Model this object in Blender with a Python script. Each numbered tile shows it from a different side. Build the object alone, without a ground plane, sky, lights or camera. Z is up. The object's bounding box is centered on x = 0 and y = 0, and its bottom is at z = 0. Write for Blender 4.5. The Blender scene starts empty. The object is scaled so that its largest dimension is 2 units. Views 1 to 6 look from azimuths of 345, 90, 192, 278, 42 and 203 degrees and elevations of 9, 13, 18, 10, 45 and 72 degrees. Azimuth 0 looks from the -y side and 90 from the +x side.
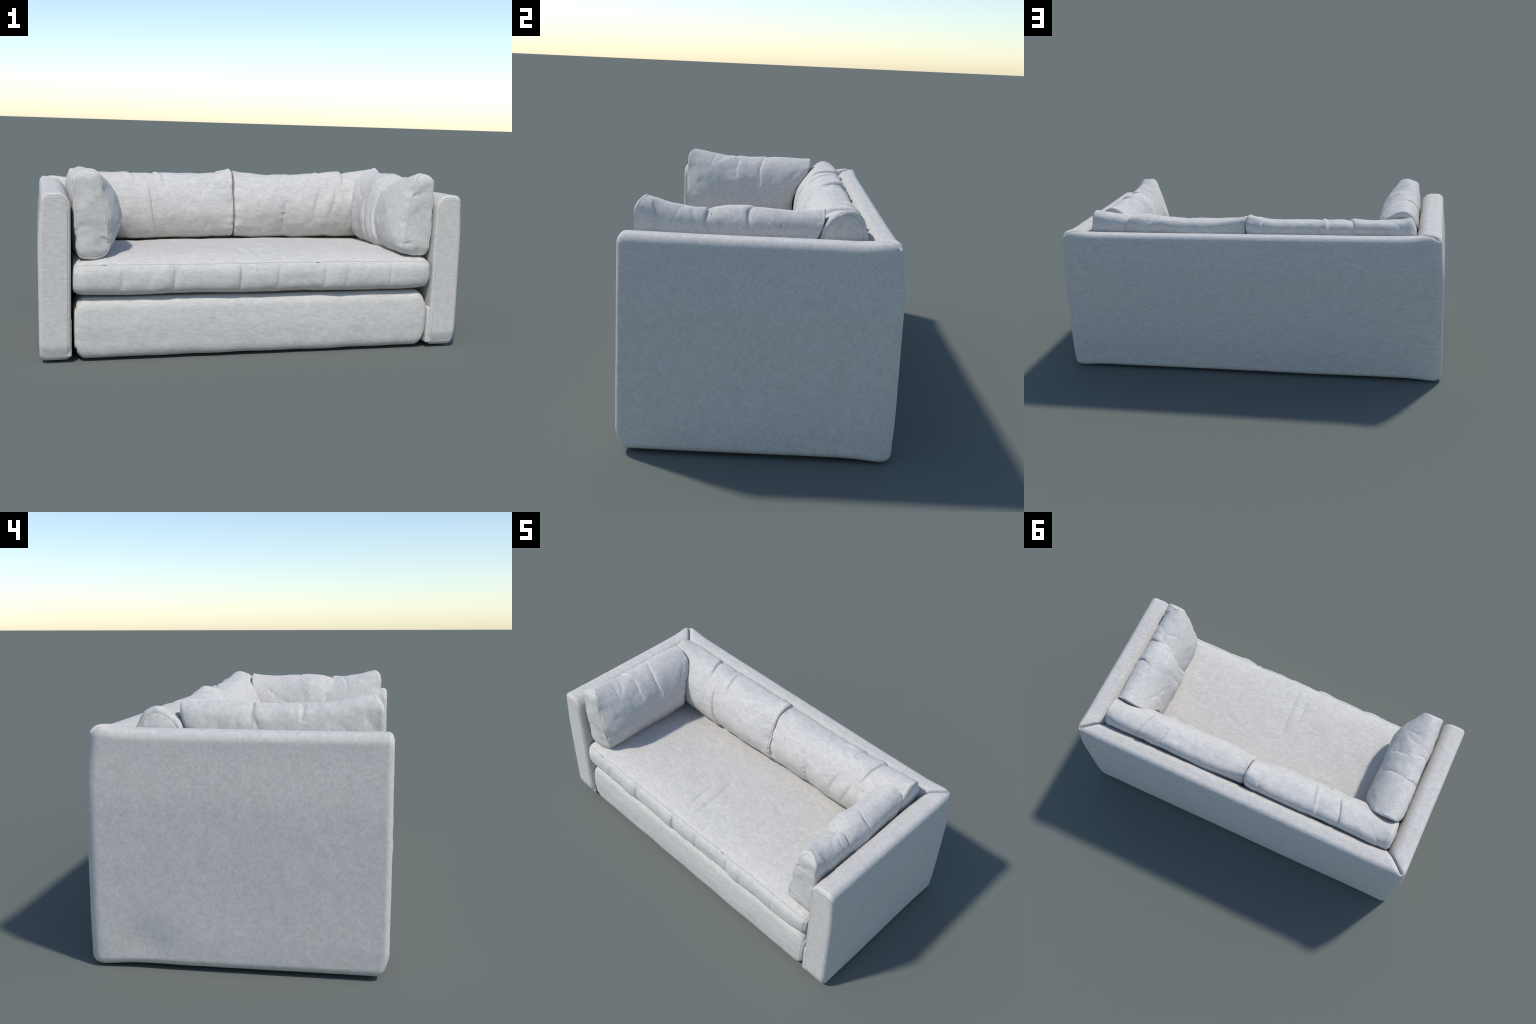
"""Two-seat shelter-arm sofa, off-white heathered upholstery: U-shaped frame (arms + backrest),
base, one seat cushion, two back cushions, two side cushions, sewn seams."""
import bpy, math
import numpy as np

RNG = np.random.RandomState(7)

# ------------------------------------------------------------------ noise
PERM = RNG.permutation(256)
PERM = np.concatenate([PERM, PERM, PERM])
GRAD = RNG.normal(size=(256, 3))
GRAD /= np.linalg.norm(GRAD, axis=1)[:, None]


def perlin(p):
    """Gradient noise, p (...,3) -> (...), about -0.7..0.7"""
    p = np.asarray(p, float)
    i = np.floor(p).astype(int)
    f = p - i
    w = f * f * f * (f * (f * 6 - 15) + 10)
    i &= 255
    out = 0
    for dx in (0, 1):
        for dy in (0, 1):
            for dz in (0, 1):
                h = PERM[PERM[PERM[(i[..., 0] + dx) & 255] + ((i[..., 1] + dy) & 255)] + ((i[..., 2] + dz) & 255)]
                g = (GRAD[h] * (f - np.array([dx, dy, dz]))).sum(-1)
                k = ((w[..., 0] if dx else 1 - w[..., 0]) * (w[..., 1] if dy else 1 - w[..., 1])
                     * (w[..., 2] if dz else 1 - w[..., 2]))
                out = out + g * k
    return out


def fbm(p, octaves=3):
    return sum(perlin(np.asarray(p) * 2 ** o + 13.7 * o) / 2 ** o for o in range(octaves))


def smooth(a, b, x):
    t = np.clip((x - a) / (b - a), 0, 1)
    return t * t * (3 - 2 * t)


# ------------------------------------------------------------------ closed splines
def closed_spline(ctrl, t):
    """Periodic Catmull-Rom through ctrl (n,2) at parameters t in [0,n)."""
    c = np.asarray(ctrl, float)
    n = len(c)
    k = np.floor(t).astype(int)
    f = (t - k)[:, None]
    p0, p1, p2, p3 = c[(k - 1) % n], c[k % n], c[(k + 1) % n], c[(k + 2) % n]
    return 0.5 * (2 * p1 + (p2 - p0) * f + (2 * p0 - 5 * p1 + 4 * p2 - p3) * f ** 2 + (3 * p1 - p0 - 3 * p2 + p3) * f ** 3)


def even_parameters(ctrl, m):
    t = np.linspace(0, len(ctrl), 4001)
    q = closed_spline(ctrl, t[:-1])
    q = np.vstack([q, q[:1]])
    s = np.concatenate([[0], np.cumsum(np.linalg.norm(np.diff(q, axis=0), axis=1))])
    return np.interp(np.arange(m) / m * s[-1], s, t)


def shrink(s, d):
    """inset a convex outline by the fraction d of its half width, the same distance on both axes"""
    lo, hi = s.min(0), s.max(0)
    c = (lo + hi) / 2
    v = s[:, 1] - c[1]
    lean = (v * (s[:, 0] - s[:, 0].mean())).sum() / (v * v).sum() if hi[1] - lo[1] > hi[0] - lo[0] else 0.0
    c0 = s[:, 0].mean() - lean * v.mean()
    u = s[:, 0] - c0 - lean * v
    hu, hv = (u.max() - u.min()) / 2, (hi[1] - lo[1]) / 2
    c_u = (u.max() + u.min()) / 2
    h = min(hu, hv)
    v2 = v * (1 - d * h / hv)
    u2 = c_u + (u - c_u) * (1 - d * h / hu)
    return np.stack([c0 + lean * v2 + u2, c[1] + v2], 1)


def normals_2d(s):
    d = np.roll(s, -1, 0) - np.roll(s, 1, 0)
    n = np.stack([d[:, 1], -d[:, 0]], 1)
    n /= np.linalg.norm(n, axis=1)[:, None] + 1e-9
    if ((s - s.mean(0)) * n).sum() < 0:
        n = -n
    return n


# ------------------------------------------------------------------ grids (rows of closed rings)
def grid_normals(g):
    du = np.roll(g, -1, 1) - np.roll(g, 1, 1)
    dv = np.empty_like(g)
    dv[1:-1] = g[2:] - g[:-2]
    dv[0], dv[-1] = g[1] - g[0], g[-1] - g[-2]
    n = np.cross(du, dv)
    n /= np.linalg.norm(n, axis=2)[..., None] + 1e-12
    return n


def outward(g):
    """normals pointing away from the grid's long-axis centre"""
    n = grid_normals(g)
    c = g.mean(1, keepdims=True)
    if ((g - c) * n)[len(g) // 4: -len(g) // 4].sum() < 0:
        n = -n
    return n


def wander(path, steps=28, jitter=0.0035):
    """smooth a few control points into a slightly irregular crease line"""
    p = np.asarray(path, float)
    p = np.vstack([2 * p[0] - p[1], p, 2 * p[-1] - p[-2]])
    t = np.linspace(0, len(p) - 3 - 1e-6, steps)
    k = t.astype(int)
    f = (t - k)[:, None]
    p0, p1, p2, p3 = p[k], p[k + 1], p[k + 2], p[k + 3]
    q = 0.5 * (2 * p1 + (p2 - p0) * f + (2 * p0 - 5 * p1 + 4 * p2 - p3) * f ** 2 + (3 * p1 - p0 - 3 * p2 + p3) * f ** 3)
    off = np.stack([perlin(q * 28 + 7.3 * a) for a in (1, 2, 3)], 1)
    return q + jitter * off


def fold(g, n, path, side, depth, width, bulge=0.0, reach=0.03, rise=None):
    """Crease along a 3D polyline: a valley of `depth`, and on its `side` a swelling of `bulge`."""
    path = wander(path)
    seg = np.linalg.norm(np.diff(path, axis=0), axis=1)
    cum = np.concatenate([[0], np.cumsum(seg)])
    best = np.full(g.shape[:2], 1e9)
    vec = np.zeros_like(g)
    tt = np.zeros(g.shape[:2])
    for a in range(len(seg)):
        d = (path[a + 1] - path[a]) / seg[a]
        s = np.clip(((g - path[a]) * d).sum(-1), 0, seg[a])
        off = g - (path[a] + s[..., None] * d)
        dist = np.linalg.norm(off, axis=-1)
        m = dist < best
        best[m], tt[m] = dist[m], ((s + cum[a]) / cum[-1])[m]
        vec[m] = off[m]
    side = np.asarray(side, float)
    side = side / np.linalg.norm(side)
    lateral = vec - (vec * n).sum(-1)[..., None] * n
    dl = np.linalg.norm(lateral, axis=-1)
    sgn = np.sign((lateral * side).sum(-1))
    x = dl * sgn
    near = np.exp(-(np.maximum(best - dl, 0) / 0.05) ** 2)
    fade = np.clip(np.sin(np.pi * np.clip(tt, 0, 1)), 0, 1) ** 0.6
    f = -depth * np.where(x < 0, np.exp(-np.abs(x) / (1.8 * width)), np.exp(-(x / (0.5 * width)) ** 2))
    f = f + np.where(x > 0, bulge * (1 - np.exp(-(x / (rise or 0.9 * width)) ** 2)) * np.exp(-(x / reach) ** 2), 0)
    f = f * fade * near
    return g + n * f[..., None]


def mesh_from_rows(name, g, flip=False, fans=False):
    r, m, _ = g.shape
    verts = g.reshape(-1, 3)
    if fans:
        verts = np.vstack([verts, g[0].mean(0)[None], g[-1].mean(0)[None]])
    i = np.arange(r - 1)[:, None] * m + np.arange(m)[None]
    j = np.arange(r - 1)[:, None] * m + (np.arange(m)[None] + 1) % m
    quads = np.stack([i, j, j + m, i + m], -1).reshape(-1, 4)
    faces = [tuple(q) for q in quads.tolist()]
    a, b = r * m, r * m + 1
    for k in range(m if fans else 0):
        k2 = (k + 1) % m
        faces.append((a, k2, k))
        faces.append((b, (r - 1) * m + k, (r - 1) * m + k2))
    if flip:
        faces = [f[::-1] for f in faces]
    me = bpy.data.meshes.new(name)
    me.from_pydata(verts.tolist(), [], faces)
    me.polygons.foreach_set("use_smooth", [True] * len(me.polygons))
    me.update()
    return me


def add_object(name, me, parent, mat):
    o = bpy.data.objects.new(name, me)
    bpy.context.scene.collection.objects.link(o)
    o.parent = parent
    me.materials.clear()
    me.materials.append(mat)
    return o


def cord(name, pts, parent, mat, radius=0.0008, closed=False):
    """Thin sewn seam following points."""
    pts = np.asarray(pts, float)
    d = np.roll(pts, -1, 0) - np.roll(pts, 1, 0) if closed else np.gradient(pts, axis=0)
    d /= np.linalg.norm(d, axis=1)[:, None] + 1e-9
    ref = np.array([0.31, 0.52, 0.79])
    a = np.cross(d, ref)
    a /= np.linalg.norm(a, axis=1)[:, None]
    b = np.cross(d, a)
    ang = np.arange(6) * math.tau / 6
    ring = pts[:, None] + radius * (np.cos(ang)[None, :, None] * a[:, None] + np.sin(ang)[None, :, None] * b[:, None])
    if closed:
        ring = np.concatenate([ring, ring[:1]])
    me = mesh_from_rows(name, ring, fans=not closed)
    return add_object(name, me, parent, mat)


# ------------------------------------------------------------------ materials
def fabric(name, colour, contrast=1.0, offset=(0, 0, 0)):
    mat = bpy.data.materials.new(name)
    mat.use_nodes = True
    nt = mat.node_tree
    N, L = nt.nodes, nt.links
    bsdf = N["Principled BSDF"]
    tc = N.new("ShaderNodeTexCoord")

    def noise(scale, sc, detail, rough):
        mp = N.new("ShaderNodeMapping")
        mp.inputs["Scale"].default_value = scale
        mp.inputs["Location"].default_value = offset
        L.new(tc.outputs["Object"], mp.inputs["Vector"])
        t = N.new("ShaderNodeTexNoise")
        t.inputs["Scale"].default_value = sc
        t.inputs["Detail"].default_value = detail
        t.inputs["Roughness"].default_value = rough
        L.new(mp.outputs["Vector"], t.inputs["Vector"])
        return t

    def remap(src, lo, hi, a, b):
        mr = N.new("ShaderNodeMapRange")
        mr.inputs["From Min"].default_value, mr.inputs["From Max"].default_value = lo, hi
        mr.inputs["To Min"].default_value, mr.inputs["To Max"].default_value = a, b
        L.new(src, mr.inputs["Value"])
        return mr.outputs["Result"]

    def mul(a, b):
        m = N.new("ShaderNodeMath")
        m.operation = "MULTIPLY"
        L.new(a, m.inputs[0])
        L.new(b, m.inputs[1])
        return m.outputs[0]

    c = contrast
    slub = noise((0.40, 1.0, 1.0), 94, 1.8, 0.5)      # heather streaks along x
    blot = noise((0.55, 1.0, 1.0), 34, 2.0, 0.5)       # cm blotches
    cloud = noise((1, 1, 1), 3.2, 2.0, 0.5)            # broad unevenness
    grain = noise((0.7, 1, 1), 420, 1.0, 0.5)
    v = mul(mul(remap(slub.outputs["Fac"], 0.25, 0.75, 1 - 0.098 * c, 1 + 0.098 * c),
                remap(blot.outputs["Fac"], 0.25, 0.75, 1 - 0.035 * c, 1 + 0.035 * c)),
            mul(remap(cloud.outputs["Fac"], 0.3, 0.7, 0.992, 1.008),
                remap(grain.outputs["Fac"], 0.3, 0.7, 0.975, 1.025)))
    tint = N.new("ShaderNodeMix")
    tint.data_type = "RGBA"
    warm = noise((0.7, 1, 1), 9, 3.0, 0.6)
    L.new(remap(warm.outputs["Fac"], 0.35, 0.65, 0, 1), tint.inputs["Factor"])
    r, g, b = colour
    tint.inputs["A"].default_value = (r * 0.998, g * 1.0, b * 1.003, 1)
    tint.inputs["B"].default_value = (r * 1.002, g * 1.0, b * 0.997, 1)
    vm = N.new("ShaderNodeVectorMath")
    vm.operation = "SCALE"
    L.new(tint.outputs["Result"], vm.inputs[0])
    L.new(v, vm.inputs["Scale"])
    L.new(vm.outputs[0], bsdf.inputs["Base Color"])
    bsdf.inputs["Roughness"].default_value = 0.95
    bsdf.inputs["Specular IOR Level"].default_value = 0.12
    bump = N.new("ShaderNodeBump")
    bump.inputs["Strength"].default_value = 0.16
    bump.inputs["Distance"].default_value = 0.002
    add = N.new("ShaderNodeMath")
    add.operation = "ADD"
    L.new(slub.outputs["Fac"], add.inputs[0])
    L.new(blot.outputs["Fac"], add.inputs[1])
    L.new(add.outputs[0], bump.inputs["Height"])
    L.new(bump.outputs["Normal"], bsdf.inputs["Normal"])
    return mat


FABRIC = (0.545, 0.521, 0.486)
UPHOLSTERY = fabric("upholstery_fabric", FABRIC)
CUSHION = fabric("cushion_fabric", FABRIC, 1.0, (3.1, 1.7, 5.3))
THREAD = fabric("seam_thread", (0.36, 0.34, 0.31), 0.5)
SLIT = fabric("dark_seam_opening", (0.09, 0.085, 0.08), 0.3)

root = bpy.data.objects.new("sofa", None)
bpy.context.scene.collection.objects.link(root)
root["label"] = "off-white fabric two-seat sofa with high square arms and loose cushions"
root["category"] = "sofa"


# ------------------------------------------------------------------ frame: arms + backrest as a U sweep
def arc_pts(cx, cz, r, a0, a1, n):
    a = np.radians(np.linspace(a0, a1, n))
    return np.stack([cx + r * np.cos(a), cz + r * np.sin(a)], 1)


TOP, BOTTOM = 0.7495, 0.009


def frame_section(w):
    """Closed outline, 0 = inner face .. w = outer face; soft inner top edge, tighter outer one."""
    ri, ro, rb = 0.060, 0.030, 0.028
    z0, z1 = BOTTOM, TOP
    parts = [
        np.stack([np.zeros(60), np.linspace(z0 + rb, z1 - ri, 60)], 1)[:-1],
        arc_pts(ri, z1 - ri, ri, 180, 90, 14)[:-1],
        np.stack([np.linspace(ri, w - ro, 14), np.full(14, z1)], 1)[:-1],
        arc_pts(w - ro, z1 - ro, ro, 90, 0, 10)[:-1],
        np.stack([np.full(60, w), np.linspace(z1 - ro, z0 + rb, 60)], 1)[:-1],
        arc_pts(w - rb, z0 + rb, rb, 0, -90, 10)[:-1],
        np.stack([np.linspace(w - rb, rb, 10), np.full(10, z0)], 1)[:-1],
        arc_pts(rb, z0 + rb, rb, 270, 180, 10)[:-1],
    ]
    s = np.vstack(parts)
    # gentle crown on the top
    t = np.clip(s[:, 0] / w, 0, 1)
    s[:, 1] += 0.0025 * np.sin(np.pi * t) * smooth(z1 - 0.035, z1, s[:, 1])
    return s


SEC_M = len(frame_section(0.13))
XI_P, XI_N, XO = 0.859, -0.8605, 0.9985     # inner faces of the two arms, outer face
YI, YB, YF = 0.345, 0.472, -0.468          # inner face / outer face of the backrest, arm fronts


def plan_stations():
    """(inner point, outer point) pairs from the +x arm's front, round the back, to the -x arm's front."""
    st = []
    for y in np.linspace(YF + 0.018, YI - 0.004, 110):
        st.append(((XI_P, y), (XO, y)))
    rc = 0.042

    def corner(xi, sx):
        pts = []
        for y in np.linspace(YI, YB - rc, 14):
            pts.append((sx * XO, y))
        for a in np.linspace(0, 90, 13)[1:-1]:
            pts.append((sx * (XO - rc + rc * math.cos(math.radians(a))), YB - rc + rc * math.sin(math.radians(a))))
        for x in np.linspace(XO - rc, abs(xi), 14):
            pts.append((sx * x, YB))
        return [((xi, YI), p) for p in pts]

    c1 = corner(XI_P, 1)
    k1 = len(st) + len(c1) // 2
    st += c1
    for x in np.linspace(XI_P - 0.006, XI_N + 0.006, 190):
        st.append(((x, YI), (x, YB)))
    c2 = corner(XI_N, -1)[::-1]
    k2 = len(st) + len(c2) // 2
    st += c2
    for y in np.linspace(YI - 0.004, YF + 0.018, 110):
        st.append(((XI_N, y), (-XO, y)))
    return st, k1, k2


def place_section(sec, inner, outer):
    i, o = np.array(inner), np.array(outer)
    w = np.linalg.norm(o - i)
    xy = i + (sec[:, :1] / w) * (o - i)
    return np.column_stack([xy, sec[:, 1]])


def build_frame():
    st, k1, k2 = plan_stations()
    rows = []

    def front_cap(inner, outer):
        """front panel rows: centre outwards, rim, ready to join the first station"""
        w = abs(outer[0] - inner[0])
        sec = frame_section(w)
        nn = normals_2d(sec)
        r = 0.018
        out = []
        core = sec - nn * 0.0155
        for d in (1.0, 0.8, 0.6, 0.4, 0.25, 0.14, 0.08, 0.035):
            q = place_section(shrink(core, d), inner, outer)
            q[:, 1] = YF - 0.0015
            out.append(q)
        for ins in (0.0155, 0.0135, 0.0120, 0.0105):
            q = place_section(sec - nn * ins, inner, outer)
            u = max(0.0, (r - ins) / r)
            q[:, 1] = YF + r * (1 - math.sqrt(max(0, 1 - u * u)))
            out.append(q)
        for a in (35, 50, 65, 78):
            ins = r * (1 - math.sin(math.radians(a)))
            q = place_section(sec - nn * ins, inner, outer)
            q[:, 1] = YF + r * (1 - math.cos(math.radians(a)))
            out.append(q)
        return out

    cap = front_cap(*st[0])
    nc = len(cap)
    rows += cap
    for a, b in st:
        w = math.hypot(b[0] - a[0], b[1] - a[1])
        rows.append(place_section(frame_section(w), a, b))
    rows += front_cap(*st[-1])[::-1]
    g = np.array(rows)
    k1, k2 = k1 + nc, k2 + nc
    R = len(g)

    # softness of the stuffing: outer faces lean in towards the top and bow a little
    z = g[..., 2]
    lean = 0.013 * smooth(0.5, 0.76, z) + 0.003 * smooth(0.12, 0.0, z)
    sx = smooth(0.87, 0.985, np.abs(g[..., 0]))
    g[..., 0] -= np.sign(g[..., 0]) * lean * sx
    leany = 0.015 * smooth(0.56, 0.77, z) + 0.004 * smooth(0.2, 0.0, z)
    leany = leany - 0.010 * (1 - np.clip(np.abs(g[..., 0]) / 0.95, 0, 1) ** 4) * np.sin(np.pi * np.clip(z / 0.75, 0, 1))
    g[..., 1] -= leany * smooth(0.36, 0.46, g[..., 1])
    # arm fronts: the lower front edge is well rounded
    g[..., 1] += 0.020 * smooth(0.085, 0.0, z) * smooth(-0.36, -0.465, g[..., 1])
    # rear corners stand a touch higher and hang a touch lower
    corner = smooth(0.30, 0.44, g[..., 1]) * smooth(0.80, 0.95, np.abs(g[..., 0]))
    g[..., 2] += 0.012 * corner * smooth(0.6, 0.75, z) - 0.007 * corner * smooth(0.10, 0.02, z)
    n = outward(g)
    for r in range(8):
        n[r] = n[R - 1 - r] = (0, -1, 0)
    # broad unevenness
    lump = 0.0035 * fbm(g * 2.2 + 5, 1) + 0.0006 * fbm(g * 14 + 2, 2)
    g = g + n * lump[..., None]

    # shallow dents low on the outer side
    for y0, z0, r0, dep in ((0.29, 0.085, 0.085, 0.007), (0.02, 0.20, 0.16, 0.003), (-0.2, 0.5, 0.2, -0.002)):
        w = np.exp(-((g[..., 1] - y0) ** 2 + ((g[..., 2] - z0) * 1.3) ** 2) / r0 ** 2) * smooth(-0.95, -0.985, g[..., 0])
        g[..., 0] += dep * w

    # mitred corner seams across the top
    for k in (k1, k2):
        ia, oa = st[k - nc]
        ia, oa = np.array(ia), np.array(oa)
        d = (oa - ia) / np.linalg.norm(oa - ia)
        rel = g[..., :2] - ia
        along = (rel * d).sum(-1) / np.linalg.norm(oa - ia)
        dist = np.abs(rel[..., 0] * d[1] - rel[..., 1] * d[0])
        m = smooth(0.55, 0.70, g[..., 2]) * smooth(0.90, 0.78, along) * smooth(-0.02, 0.02, along)
        m = m * (along < 1.2) * (np.abs(rel).max(-1) < 0.2)
        g[..., 2] -= m * (0.026 * np.exp(-(dist / 0.0042) ** 2) + 0.007 * np.exp(-(dist / 0.016) ** 2))

    # seam groove on the arm fronts (inner side and top only)
    sec = frame_section(abs(st[0][1][0] - st[0][0][0]))
    on = (sec[:, 0] < 0.108) & ((sec[:, 0] < 0.03) | (sec[:, 1] > 0.6)) & (sec[:, 1] > 0.02)
    wgt = np.convolve(np.concatenate([on[-3:], on, on[:3]]).astype(float), np.ones(7) / 7, "valid")
    for r in range(6, 13):  # rim rows
        dr = abs(r - 9)
        for rr in (r, R - 1 - r):
            g[rr, :, 1] += wgt * 0.0032 * math.exp(-(dr / 1.3) ** 2)
    idx = np.where(on)[0]
    idx = np.roll(idx, -int(np.argmax(np.diff(idx) > 1)) - 1) if (np.diff(idx) > 1).any() else idx

    # vertex normals of the whole
    me = mesh_from_rows("frame", g, flip=False)
    vn = outward(g)
    for r in range(8):
        for rr in (r, R - 1 - r):
            zz = g[rr, :, 2]
            slope = -0.020 * (smooth(0.085, 0.0, zz - 0.002) - smooth(0.085, 0.0, zz + 0.002)) / 0.004
            q = np.stack([0 * zz, -np.ones_like(zz), slope], 1)
            vn[rr] = q / np.linalg.norm(q, axis=1)[:, None]
    probe = me.polygons[len(me.polygons) // 2]
    row, col = divmod(min(probe.vertices), g.shape[1])
    flip = np.dot(np.array(probe.normal), vn[min(row, R - 1), col % g.shape[1]]) < 0
    bpy.data.meshes.remove(me)

    objs = []
    for name, a, b in (("arm", 0, k1), ("backrest", k1, k2), ("arm", k2, R - 1)):
        sub = g[a:b + 1]
        me = open_rows(name, sub, flip)
        o = add_object(name, me, root, UPHOLSTERY)
        nn = vn[a:b + 1].reshape(-1, 3)
        me.normals_split_custom_set_from_vertices(nn.tolist())
        objs.append(o)
    for o, r in ((objs[0], 9), (objs[2], R - 1 - 9)):
        cord("seam", g[r][idx] + np.array([0, -0.0002, 0]), o, THREAD)
    return objs


def open_rows(name, g, flip):
    r, m, _ = g.shape
    verts = g.reshape(-1, 3).tolist()
    i = np.arange(r - 1)[:, None] * m + np.arange(m)[None]
    j = np.arange(r - 1)[:, None] * m + (np.arange(m)[None] + 1) % m
    faces = [tuple(q) for q in np.stack([i, j, j + m, i + m], -1).reshape(-1, 4).tolist()]
    if flip:
        faces = [f[::-1] for f in faces]
    me = bpy.data.meshes.new(name)
    me.from_pydata(verts, [], faces)
    me.polygons.foreach_set("use_smooth", [True] * len(me.polygons))
    me.update()
    return me


# ------------------------------------------------------------------ sewn cushions as lofts
class Loft:
    """Box cushion: sections A (end), M (middle), B (end) along an axis, with sewn end panels."""

    def __init__(self, axis, a0, a1, sec_a, sec_m, sec_b, grow_a, grow_b, m=240, step=0.0045,
                 rim=0.014, dome=(0.006, 0.006), power=2.0, soften=8):
        self.axis = axis
        t = even_parameters(sec_m, m)
        A, Mi, B = (closed_spline(s, t) for s in (sec_a, sec_m, sec_b))
        # end outlines are pulled round by their seams
        for S in (A, B):
            for _ in range(soften):
                S[:] = (np.roll(S, 2, 0) + S + np.roll(S, -2, 0)) / 3
        n = max(20, int((a1 - a0 - 2 * rim) / step))
        rows, self.seams = [], []

        def panel(S, a, sign, d):
            nn, c, out = normals_2d(S), S.mean(0), []
            core = S - nn * rim
            for f in (1.0, 0.85, 0.7, 0.55, 0.42, 0.3, 0.2, 0.14, 0.1, 0.065, 0.04, 0.018):
                out.append((shrink(core, f), a - sign * d * (1 - (1 - f) ** 2)))
            for ins in (rim, rim - 0.0015):
                out.append((S - nn * ins, a + sign * 0.0002))
            for ang in (22, 38, 54, 68, 80):
                s_, c_ = math.sin(math.radians(ang)), math.cos(math.radians(ang))
                out.append((S - nn * rim * (1 - s_), a + sign * rim * (1 - c_)))
            return out

        pa = panel(A, a0, 1, dome[0])
        pb = panel(B, a1, -1, dome[1])
        self.seams.append(12)
        body = []
        for a in np.linspace(a0 + rim, a1 - rim, n):
            wa = max(0.0, 1 - (a - a0) / grow_a) ** power
            wb = max(0.0, 1 - (a1 - a) / grow_b) ** power
            if wa + wb > 1:
                wa, wb = wa / (wa + wb), wb / (wa + wb)
            body.append((A * wa + B * wb + Mi * (1 - wa - wb), a))
        allrows = pa + body + pb[::-1]
        self.seams.append(len(allrows) - 1 - 12)
        self.first, self.last = len(pa), len(allrows) - 1 - len(pb)
        for S, a in allrows:
            q = np.empty((m, 3))
            if axis == "x":
                q[:, 0], q[:, 1], q[:, 2] = a, S[:, 0], S[:, 1]
            else:
                q[:, 0], q[:, 1], q[:, 2] = S[:, 0], a, S[:, 1]
            rows.append(q)
        self.g = np.array(rows)

    def normals(self):
        """outward normals; the end panels face along the axis"""
        n = outward(self.g)
        ax = np.array([1.0, 0, 0]) if self.axis == "x" else np.array([0, 1.0, 0])
        s0, s1 = self.seams
        for r in range(s0):
            n[r] = -ax
        for r in range(s1 + 1, len(n)):
            n[r] = ax
        return n

    def lump(self, amp, scale, seed, octaves=2, stretch=(1, 1, 1)):
        n = self.normals()
        f = amp * fbm(self.g * scale * np.array(stretch) + seed, octaves)
        self.g = self.g + n * f[..., None]

    def wrinkle(self, amp, scale, seed, stretch=(1, 1, 1)):
        """scattered short valleys: zero lines of a noise, kept only in patches"""
        n = self.normals()
        p = self.g * scale * np.array(stretch) + seed
        p = p + 0.5 * np.stack([perlin(self.g * 9 + seed + a) for a in (1.1, 2.2, 3.3)], -1)
        valley = np.exp(-(perlin(p) / 0.10) ** 2)
        patch = smooth(0.02, 0.30, perlin(self.g * 6.0 + seed * 1.7))
        self.g = self.g - n * (amp * valley * patch)[..., None]

    def stray(self, point, around=True, half=2):
        """a short run of surface points, for a loose thread or an opening in a seam"""
        d = np.linalg.norm(self.g - np.asarray(point, float), axis=-1)
        r, j = np.unravel_index(np.argmin(d), d.shape)
        m = self.g.shape[1]
        nn = self.normals()
        if around:
            idx = (j + np.arange(-half, half + 1)) % m
            return self.g[r, idx] + nn[r, idx] * 0.0002
        rr = np.clip(r + np.arange(-half, half + 1), 0, len(self.g) - 1)
        return self.g[rr, j] + nn[rr, j] * 0.0002

    def fold(self, *a, **k):
        self.g = fold(self.g, self.normals(), *a, **k)

    def pucker(self, amp, waves, reach, seed):
        """small gathers running off the end seams"""
        n = self.normals()
        m = self.g.shape[1]
        r = np.arange(len(self.g))
        for s, sgn in ((self.seams[0], 1), (self.seams[1], -1)):
            ref = self.g[s]
            L = np.linalg.norm(self.g - ref[None], axis=-1)
            body = ((r - s) * sgn >= 0)[:, None]
            k = fbm(np.stack([ref[:, 0], ref[:, 1], ref[:, 2]], 1) * waves + seed, 2)
            k = np.where(k > 0, k * 0.6, k)
            f = amp * k[None] * np.exp(-(L / reach) ** 2) * smooth(0.0, 0.012, L) * body
            self.g = self.g + n * f[..., None]

    def seam_groove(self, depth=0.003):
        n = self.normals()
        for s in self.seams:
            for dr in range(-4, 5):
                self.g[s + dr] -= n[s + dr] * depth * math.exp(-(dr / 1.6) ** 2)

    def build(self, name, mat=None, seams=(True, True)):
        g = self.g
        vn = outward(g)
        me = mesh_from_rows(name, g)
        mid = me.polygons[(len(g) // 2) * g.shape[1] + 5]
        if np.dot(np.array(mid.normal), vn[len(g) // 2, 5]) < 0:
            bpy.data.meshes.remove(me)
            me = mesh_from_rows(name, g, flip=True)
        o = add_object(name, me, root, mat or CUSHION)
        for k, s in enumerate(self.seams):
            if seams[k]:
                cord("seam", g[s], o, THREAD, closed=True)
        return o


def build_base():
    sec = [(-0.462, 0.10), (-0.463, 0.15), (-0.460, 0.20), (-0.452, 0.25), (-0.425, 0.277), (-0.38, 0.284), (-0.2, 0.285),
           (0.1, 0.285), (0.30, 0.285), (0.338, 0.27), (0.342, 0.20), (0.342, 0.08), (0.335, 0.020), (0.30, 0.007),
           (0.1, 0.007), (-0.2, 0.007), (-0.395, 0.008), (-0.438, 0.016), (-0.457, 0.045)]
    end = [(y + (0.006 if y < -0.3 else 0), z + (0.042 * smooth(0.08, 0.0, z) - 0.042 * smooth(0.21, 0.29, z))) for y, z in sec]
    b = Loft("x", -0.8475, 0.842, end, sec, end, 0.05, 0.05, m=420, step=0.006, rim=0.012, dome=(0.002, 0.002))
    b.lump(0.004, 5.0, 21)
    b.lump(0.0012, 22.0, 3)
    b.pucker(0.006, 26, 0.03, 5.0)
    b.seam_groove(0.0015)
    b.build("base", UPHOLSTERY)


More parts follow.
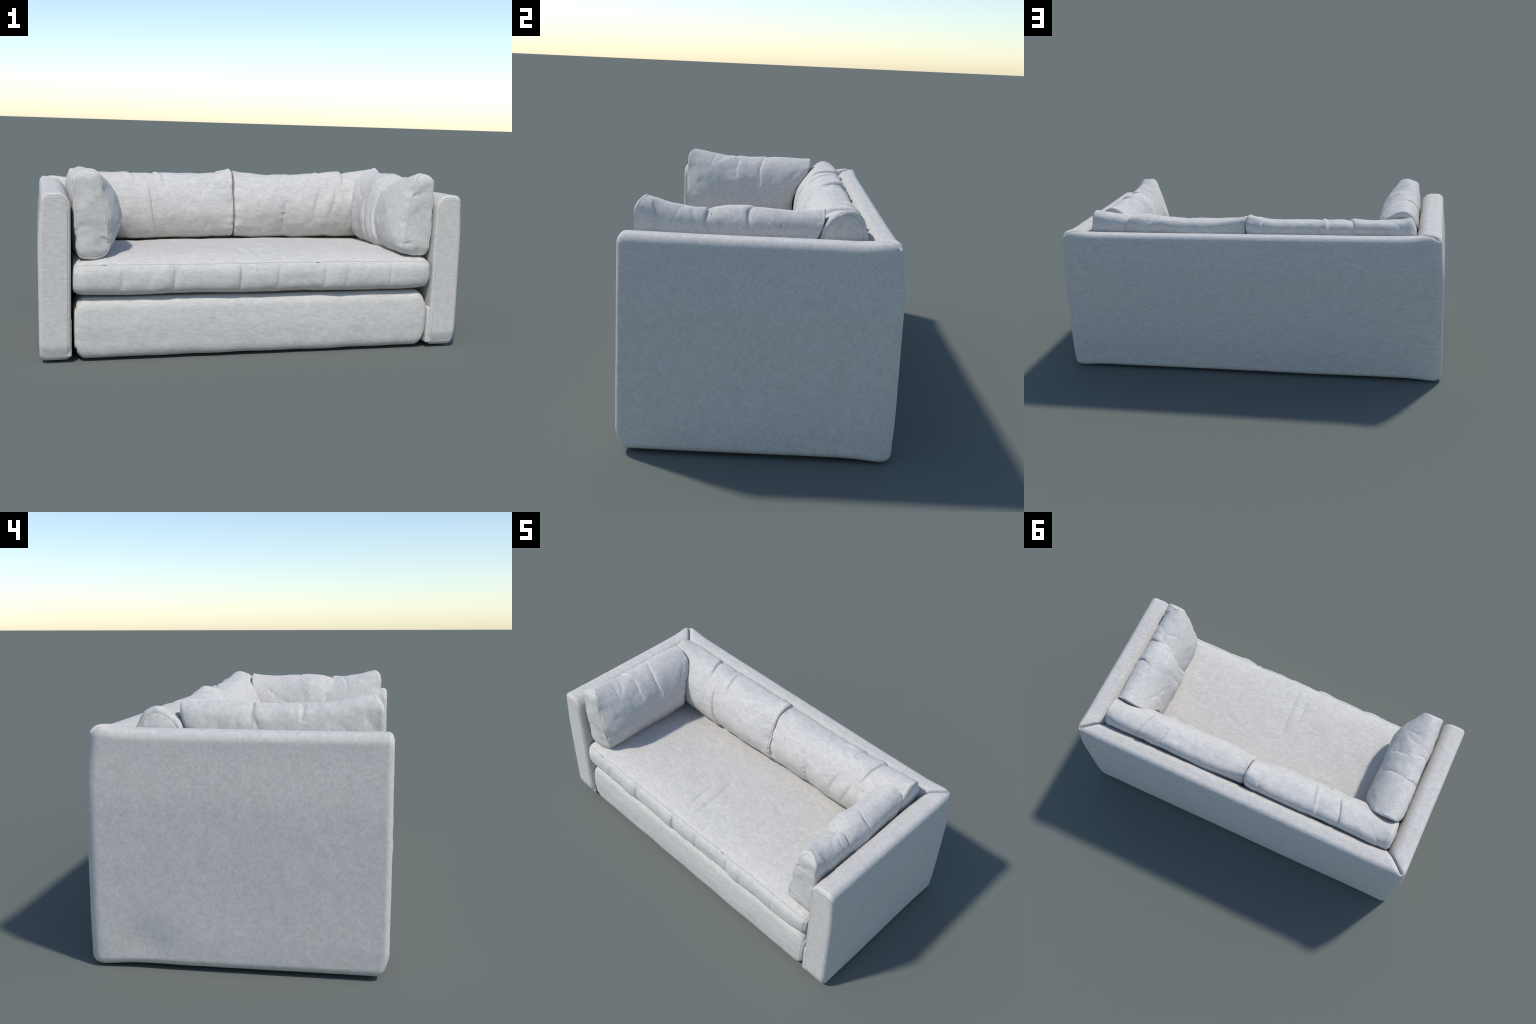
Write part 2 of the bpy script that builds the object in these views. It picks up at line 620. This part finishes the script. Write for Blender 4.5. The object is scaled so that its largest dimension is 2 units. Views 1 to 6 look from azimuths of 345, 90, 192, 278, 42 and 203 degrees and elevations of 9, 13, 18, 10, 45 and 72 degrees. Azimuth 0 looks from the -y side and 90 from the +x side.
def rounded_box(name, lo, hi, r, mat, parent):
    import bmesh
    bm = bmesh.new()
    bmesh.ops.create_cube(bm, size=1)
    lo, hi = np.array(lo), np.array(hi)
    for v in bm.verts:
        v.co = (lo + hi) / 2 + np.array(v.co) * (hi - lo)
    bmesh.ops.bevel(bm, geom=bm.edges[:], offset=r, segments=5, profile=0.5, affect="EDGES")
    me = bpy.data.meshes.new(name)
    bm.to_mesh(me)
    bm.free()
    me.polygons.foreach_set("use_smooth", [True] * len(me.polygons))
    return add_object(name, me, parent, mat)


def build_seat():
    sec = [(0.335, 0.43), (0.30, 0.446), (0.20, 0.455), (0.0, 0.470), (-0.20, 0.475), (-0.34, 0.467), (-0.42, 0.451),
           (-0.450, 0.4375), (-0.4575, 0.434), (-0.464, 0.4275), (-0.4735, 0.405), (-0.477, 0.375), (-0.474, 0.34), (-0.462, 0.314),
           (-0.44, 0.300), (-0.40, 0.294), (-0.2, 0.291), (0.1, 0.291), (0.30, 0.293), (0.335, 0.315), (0.345, 0.37)]
    end = [(y + 0.012 * smooth(-0.40, -0.47, y), z - 0.012 * smooth(0.42, 0.46, z) + 0.012 * smooth(0.31, 0.29, z)) for y, z in sec]
    s = Loft("x", -0.853, 0.850, end, sec, end, 0.07, 0.07, m=460, step=0.005, rim=0.016, dome=(0.003, 0.003))
    x, z = s.g[..., 0], s.g[..., 2]
    # the top sits a little lower on the +x side
    top = smooth(0.40, 0.45, z)
    s.g[..., 2] += top * (-0.006 * smooth(0.3, 0.85, x) - 0.005 * smooth(-0.25, -0.6, x) * smooth(-0.25, 0.05, s.g[..., 1]))
    s.lump(0.006, 3.2, 41)
    s.lump(0.0035, 9.0, 4)
    band = smooth(-0.44, -0.47, s.g[..., 1])
    s.g[..., 1] -= band * 0.012 * (fbm(s.g * np.array([6.5, 0, 0]) + 3.3, 2) + 0.22) * smooth(0.85, 0.7, np.abs(s.g[..., 0]))
    # upright gathers on the front band
    for xx, dep, top_z, low_z in ((-0.637, .0030, .42, .325), (-0.520, .0016, .39, .33), (-0.405, .0050, .435, .31),
                                  (-0.10, .0052, .438, .312), (0.078, .0034, .432, .315),
                                  (0.305, .0040, .435, .315), (0.41, .0022, .385, .31), (0.635, .0032, .39, .31)):
        s.fold([(xx, -0.462, top_z), (xx - 0.002, -0.478, 0.385), (xx - 0.006, -0.468, low_z)], (-1, 0, 0), dep * 1.5, 0.012, dep * 1.0, 0.05, 0.025)
    # sat-in creases on the top
    s.fold([(-0.030, -0.10, .474), (-0.015, -0.19, .473), (-0.007, -0.29, .466), (-0.006, -0.41, .452)], (-1, 0, 0), 0.005, 0.020, 0.004, 0.05, 0.03)
    s.fold([(-0.085, -0.18, .473), (-0.080, -0.28, .467), (-0.070, -0.40, .453)], (-1, 0, 0), 0.0045, 0.016, 0.003, 0.04, 0.02)
    s.wrinkle(0.0018, 5.0, 45.7, (1.6, 0.8, 1))
    s.pucker(0.006, 24, 0.03, 9.0)
    s.seam_groove(0.0012)
    o = s.build("seat_cushion")
    # long seam between top and front band
    n = outward(s.g)
    ring = s.g[len(s.g) // 2]
    j = int(np.argmin(np.hypot(ring[:, 1] + 0.4585, ring[:, 2] - 0.434)))
    cord("seam", s.g[s.seams[0]:s.seams[1] + 1, j] + n[s.seams[0]:s.seams[1] + 1, j] * 0.0002, o, THREAD, radius=0.0009)
    for xx in (-0.715, 0.265):
        cord("seam_opening", s.stray((xx, -0.4585, 0.436), False, 2), o, SLIT, radius=0.0012)
    cord("loose_thread", s.stray((-0.03, -0.474, 0.405), True, 2), o, SLIT)
    return o


def build_back_cushions():
    mid = [(0.262, 0.456), (0.205, 0.460), (0.163, 0.488), (0.136, 0.543), (0.126, 0.605), (0.137, 0.665), (0.163, 0.720), (0.196, 0.764),
           (0.235, 0.789), (0.284, 0.796), (0.328, 0.787), (0.348, 0.750), (0.349, 0.66), (0.348, 0.56), (0.330, 0.468)]
    mid_p = [(0.275, 0.456), (0.232, 0.461), (0.192, 0.488), (0.160, 0.543), (0.141, 0.605), (0.142, 0.665), (0.163, 0.720), (0.196, 0.764)] + mid[8:]
    end = [(0.270, 0.466), (0.205, 0.468), (0.172, 0.494), (0.154, 0.550), (0.151, 0.605), (0.161, 0.665), (0.181, 0.725), (0.206, 0.778),
           (0.245, 0.812), (0.283, 0.818), (0.318, 0.803), (0.336, 0.755), (0.338, 0.66), (0.336, 0.56), (0.320, 0.478)]
    outer_n = [(y, z - 0.012 * smooth(0.7, 0.82, z)) for y, z in end]
    outer_p = [(0.270, 0.466), (0.215, 0.470), (0.186, 0.500), (0.174, 0.550), (0.172, 0.605), (0.176, 0.665), (0.185, 0.735), (0.203, 0.795),
               (0.243, 0.830), (0.290, 0.840), (0.332, 0.815), (0.347, 0.765), (0.346, 0.66), (0.340, 0.56), (0.320, 0.478)]
    outs = []
    # -x cushion
    c = Loft("x", -0.851, 0.006, outer_n, mid, end, 0.16, 0.20, m=330, step=0.0032, rim=0.014, dome=(0.004, 0.002))
    c.lump(0.012, 4.0, 61)
    c.lump(0.0055, 11.0, 6)
    c.g[..., 0] += 0.016 * smooth(0.74, 0.82, c.g[..., 2]) * smooth(-0.70, -0.85, c.g[..., 0])
    c.fold([(-0.440, 0.165, .745), (-0.437, 0.128, .690), (-0.425, 0.110, .60), (-0.408, 0.135, .51), (-0.395, 0.19, .46)], (-1, 0, 0), 0.012, 0.012, 0.008, 0.05, 0.02)
    c.fold([(-0.505, 0.19, .77), (-0.53, 0.26, .80), (-0.545, 0.32, .79), (-0.55, 0.349, .74)], (-1, 0, 0), 0.013, 0.012, 0.004, 0.05, 0.02)
    c.fold([(-0.36, 0.16, .74), (-0.375, 0.24, .80), (-0.39, 0.30, .80)], (-1, 0, 0), 0.005, 0.014, 0.006, 0.03)
    c.fold([(-0.40, 0.22, .79), (-0.42, 0.32, .79), (-0.43, 0.35, .74)], (1, 0, 0), 0.006, 0.012, 0.006, 0.03)
    c.fold([(-0.09, 0.27, .80), (-0.075, 0.32, .79), (-0.09, 0.348, .75)], (1, 0, 0), 0.006, 0.012, 0.003, 0.03, 0.02)
    c.wrinkle(0.0028, 7.0, 25.3, (1.5, 1, 0.7))
    c.pucker(0.016, 20, 0.05, 2.0)
    c.seam_groove(0.0014)
    outs.append(c.build("back_cushion"))
    # +x cushion
    c = Loft("x", 0.0125, 0.852, end, mid_p, outer_p, 0.20, 0.20, m=330, step=0.0032, rim=0.014, dome=(0.002, 0.004))
    c.lump(0.012, 4.0, 77)
    c.lump(0.0055, 11.0, 16)
    x, z = c.g[..., 0], c.g[..., 2]
    c.g[..., 2] += smooth(0.7, 0.8, z) * 0.018 * smooth(0.3, 0.7, x) * smooth(0.86, 0.75, x)
    c.fold([(0.285, 0.135, .67), (0.272, 0.112, .60), (0.270, 0.125, .53), (0.275, 0.17, .475)], (-1, 0, 0), 0.010, 0.013, 0.007, 0.06, 0.025)
    c.fold([(0.615, 0.165, .75), (0.630, 0.23, .80), (0.645, 0.30, .81), (0.665, 0.348, .75)], (-1, 0, 0), 0.013, 0.012, 0.004, 0.05, 0.02)
    c.fold([(0.49, 0.16, .74), (0.46, 0.12, .66), (0.445, 0.115, .56)], (-1, 0, 0), 0.006, 0.022, 0.005, 0.05, 0.03)
    c.fold([(0.58, 0.16, .74), (0.56, 0.12, .66), (0.53, 0.115, .56)], (-1, 0, 0), 0.006, 0.020, 0.005, 0.05, 0.03)
    c.fold([(0.50, 0.25, .80), (0.515, 0.32, .80), (0.53, 0.349, .75)], (-1, 0, 0), 0.005, 0.010, 0.004, 0.03)
    c.wrinkle(0.0028, 7.0, 35.1, (1.5, 1, 0.7))
    c.pucker(0.014, 20, 0.05, 7.0)
    c.seam_groove(0.0014)
    outs.append(c.build("back_cushion"))
    cord("loose_thread", c.stray((0.66, 0.348, .765), half=2), outs[-1], SLIT)
    cord("loose_thread", c.stray((0.10, 0.16, .72), half=2), outs[-1], SLIT)
    return outs


def lean_ends(g, lo, hi):
    """side cushions: rear end leans against the back cushion, front top corner is rounded"""
    y, z = g[..., 1], g[..., 2]
    t = np.clip((y - lo) / (hi - lo), 0, 1)
    rear = -0.085 * smooth(0.82, 0.60, z) + 0.02 * smooth(0.55, 0.46, z)
    y2 = y + rear * t ** 2
    top = smooth(0.70, 0.81, z)
    g[..., 2] = z + 0.022 * top * np.exp(-((y + 0.40) / 0.10) ** 2)
    dz = np.clip((g[..., 2] - 0.802) / 0.056, 0, 0.98)
    front = 0.050 * (1 - np.sqrt(1 - dz * dz)) + 0.010 * smooth(0.50, 0.455, z)
    g[..., 1] = y2 + front * np.clip(1 - (y - lo) / 0.12, 0, 1) ** 1.5
    return g


def build_side_cushions():
    # -x cushion (x, z)
    mid = [(-0.800, 0.457), (-0.838, 0.480), (-0.850, 0.56), (-0.856, 0.66), (-0.856, 0.745), (-0.841, 0.797), (-0.798, 0.822), (-0.745, 0.814),
           (-0.692, 0.782), (-0.652, 0.728), (-0.631, 0.660), (-0.630, 0.590), (-0.662, 0.518), (-0.702, 0.468), (-0.745, 0.456)]
    front = [(-0.800, 0.458), (-0.834, 0.474), (-0.842, 0.56), (-0.845, 0.66), (-0.848, 0.755), (-0.838, 0.806), (-0.792, 0.832), (-0.748, 0.824),
             (-0.726, 0.785), (-0.713, 0.715), (-0.700, 0.645), (-0.688, 0.575), (-0.684, 0.515), (-0.706, 0.470), (-0.750, 0.457)]
    rear = [(-0.795, 0.470), (-0.830, 0.490), (-0.840, 0.56), (-0.842, 0.66), (-0.842, 0.755), (-0.832, 0.800), (-0.798, 0.824), (-0.752, 0.816),
            (-0.706, 0.784), (-0.672, 0.725), (-0.652, 0.655), (-0.648, 0.585), (-0.662, 0.52), (-0.700, 0.476), (-0.750, 0.467)]
    c = Loft("y", -0.437, 0.205, front, mid, rear, 0.15, 0.08, m=330, step=0.0032, rim=0.009, dome=(0.004, 0.003), power=2.2, soften=4)
    c.lump(0.010, 4.2, 91)
    c.lump(0.0045, 12.0, 36)
    lean_ends(c.g, -0.437, 0.205)
    c.g[..., 0] -= (0.007 * smooth(-0.74, -0.66, c.g[..., 0]) * smooth(0.66, 0.54, c.g[..., 2])
                    * smooth(-0.05, -0.30, c.g[..., 1]))
    # the lower inner corner of the front panel is tucked back
    c.g[..., 1] += (0.020 * smooth(0.64, 0.50, c.g[..., 2]) * smooth(-0.79, -0.69, c.g[..., 0])
                    * smooth(-0.30, -0.44, c.g[..., 1]))
    c.fold([(-0.80, -0.03, .82), (-0.74, -0.045, .80), (-0.69, -0.055, .745), (-0.65, -0.05, .68)], (0, 1, 0), 0.011, 0.009, 0.003, 0.04, 0.02)
    c.fold([(-0.76, -0.16, .815), (-0.71, -0.175, .77), (-0.67, -0.18, .71)], (0, 1, 0), 0.006, 0.009, 0.002, 0.03, 0.015)
    c.fold([(-0.84, -0.185, .76), (-0.815, -0.185, .82), (-0.77, -0.17, .82)], (0, 1, 0), 0.007, 0.007, 0.002, 0.03, 0.012)
    c.fold([(-0.845, -0.03, .76), (-0.82, -0.03, .81), (-0.78, -0.02, .82)], (0, -1, 0), 0.006, 0.010, 0.004, 0.03)
    c.fold([(-0.735, -0.443, .560), (-0.708, -0.443, .540), (-0.685, -0.435, .522)], (0, 0, 1), 0.006, 0.009, 0.003, 0.03)
    c.wrinkle(0.0028, 9.0, 5.2, (1, 1.6, 0.7))
    c.pucker(0.011, 15, 0.05, 12.0)
    c.seam_groove(0.0012)
    a = c.build("side_cushion")
    cord("loose_thread", c.stray((-0.70, -0.065, .765)), a, SLIT)
    cord("loose_thread", c.stray((-0.745, -0.19, .81)), a, SLIT)
    # +x cushion
    mid = [(0.800, 0.457), (0.845, 0.480), (0.856, 0.56), (0.860, 0.66), (0.860, 0.745), (0.846, 0.794), (0.805, 0.821), (0.752, 0.812),
           (0.706, 0.775), (0.674, 0.715), (0.658, 0.645), (0.655, 0.575), (0.664, 0.512), (0.698, 0.468), (0.745, 0.457)]
    front = [(0.800, 0.452), (0.838, 0.468), (0.849, 0.56), (0.853, 0.66), (0.855, 0.755), (0.848, 0.803), (0.806, 0.831), (0.765, 0.827),
             (0.742, 0.788), (0.726, 0.720), (0.714, 0.645), (0.703, 0.575), (0.694, 0.515), (0.712, 0.474), (0.752, 0.456)]
    rear = [(0.800, 0.470), (0.835, 0.490), (0.850, 0.56), (0.854, 0.66), (0.856, 0.765), (0.838, 0.812), (0.800, 0.830), (0.752, 0.820),
            (0.708, 0.782), (0.676, 0.715), (0.660, 0.645), (0.654, 0.575), (0.664, 0.515), (0.700, 0.476), (0.750, 0.467)]
    c = Loft("y", -0.436, 0.208, front, mid, rear, 0.15, 0.08, m=330, step=0.0032, rim=0.009, dome=(0.004, 0.003), power=2.2, soften=4)
    c.lump(0.010, 4.2, 191)
    c.lump(0.0045, 12.0, 136)
    lean_ends(c.g, -0.436, 0.208)
    # the front half of the inner face is pressed flatter
    c.g[..., 0] += 0.004 * smooth(0.80, 0.70, c.g[..., 0]) * smooth(-0.15, -0.25, c.g[..., 1])
    # deep sat-in fold down the inner face, and a second one behind it
    c.fold([(0.79, -0.215, .82), (0.735, -0.20, .785), (0.700, -0.17, .72), (0.672, -0.165, .62), (0.672, -0.20, .52), (0.70, -0.24, .46)], (0, 1, 0), 0.012, 0.016, 0.028, 0.16, 0.055)
    c.fold([(0.70, -0.06, .73), (0.676, -0.075, .64), (0.664, -0.085, .56), (0.68, -0.10, .49)], (0, 1, 0), 0.010, 0.012, 0.006, 0.06, 0.03)
    c.fold([(0.852, -0.20, .76), (0.84, -0.195, .80), (0.80, -0.19, .82), (0.76, -0.20, .80)], (0, -1, 0), 0.009, 0.008, 0.003, 0.03, 0.012)
    c.fold([(0.853, -0.05, .75), (0.84, -0.055, .80), (0.80, -0.05, .82), (0.76, -0.03, .81)], (0, -1, 0), 0.009, 0.008, 0.003, 0.03, 0.012)
    c.fold([(0.852, -0.36, .75), (0.845, -0.365, .81), (0.82, -0.375, .84)], (0, -1, 0), 0.007, 0.010, 0.005, 0.03)
    c.fold([(0.705, -0.44, .515), (0.73, -0.443, .522), (0.765, -0.443, .515)], (0, 0, 1), 0.004, 0.008, 0.002, 0.03)
    c.fold([(0.75, -0.12, .81), (0.72, -0.10, .775), (0.70, -0.09, .73)], (0, 1, 0), 0.006, 0.008, 0.003, 0.03)
    c.wrinkle(0.0032, 9.0, 15.9, (1, 1.6, 0.7))
    c.pucker(0.012, 15, 0.05, 15.0)
    c.seam_groove(0.0012)
    b = c.build("side_cushion")
    cord("loose_thread", c.stray((0.83, -0.18, .805)), b, SLIT)
    cord("loose_thread", c.stray((0.857, 0.055, .78)), b, SLIT)
    return a, b


arm_p, backrest, arm_n = build_frame()
build_base()
build_seat()
build_back_cushions()
build_side_cushions()
# stitched-on facing strips low on the inner edge of each arm
rounded_box("facing_strip", (0.845, -0.456, 0.022), (0.882, -0.25, 0.203), 0.010, UPHOLSTERY, arm_p)
rounded_box("facing_strip", (-0.890, -0.456, 0.024), (-0.8585, -0.25, 0.196), 0.008, UPHOLSTERY, arm_n)
bpy.context.view_layer.update()
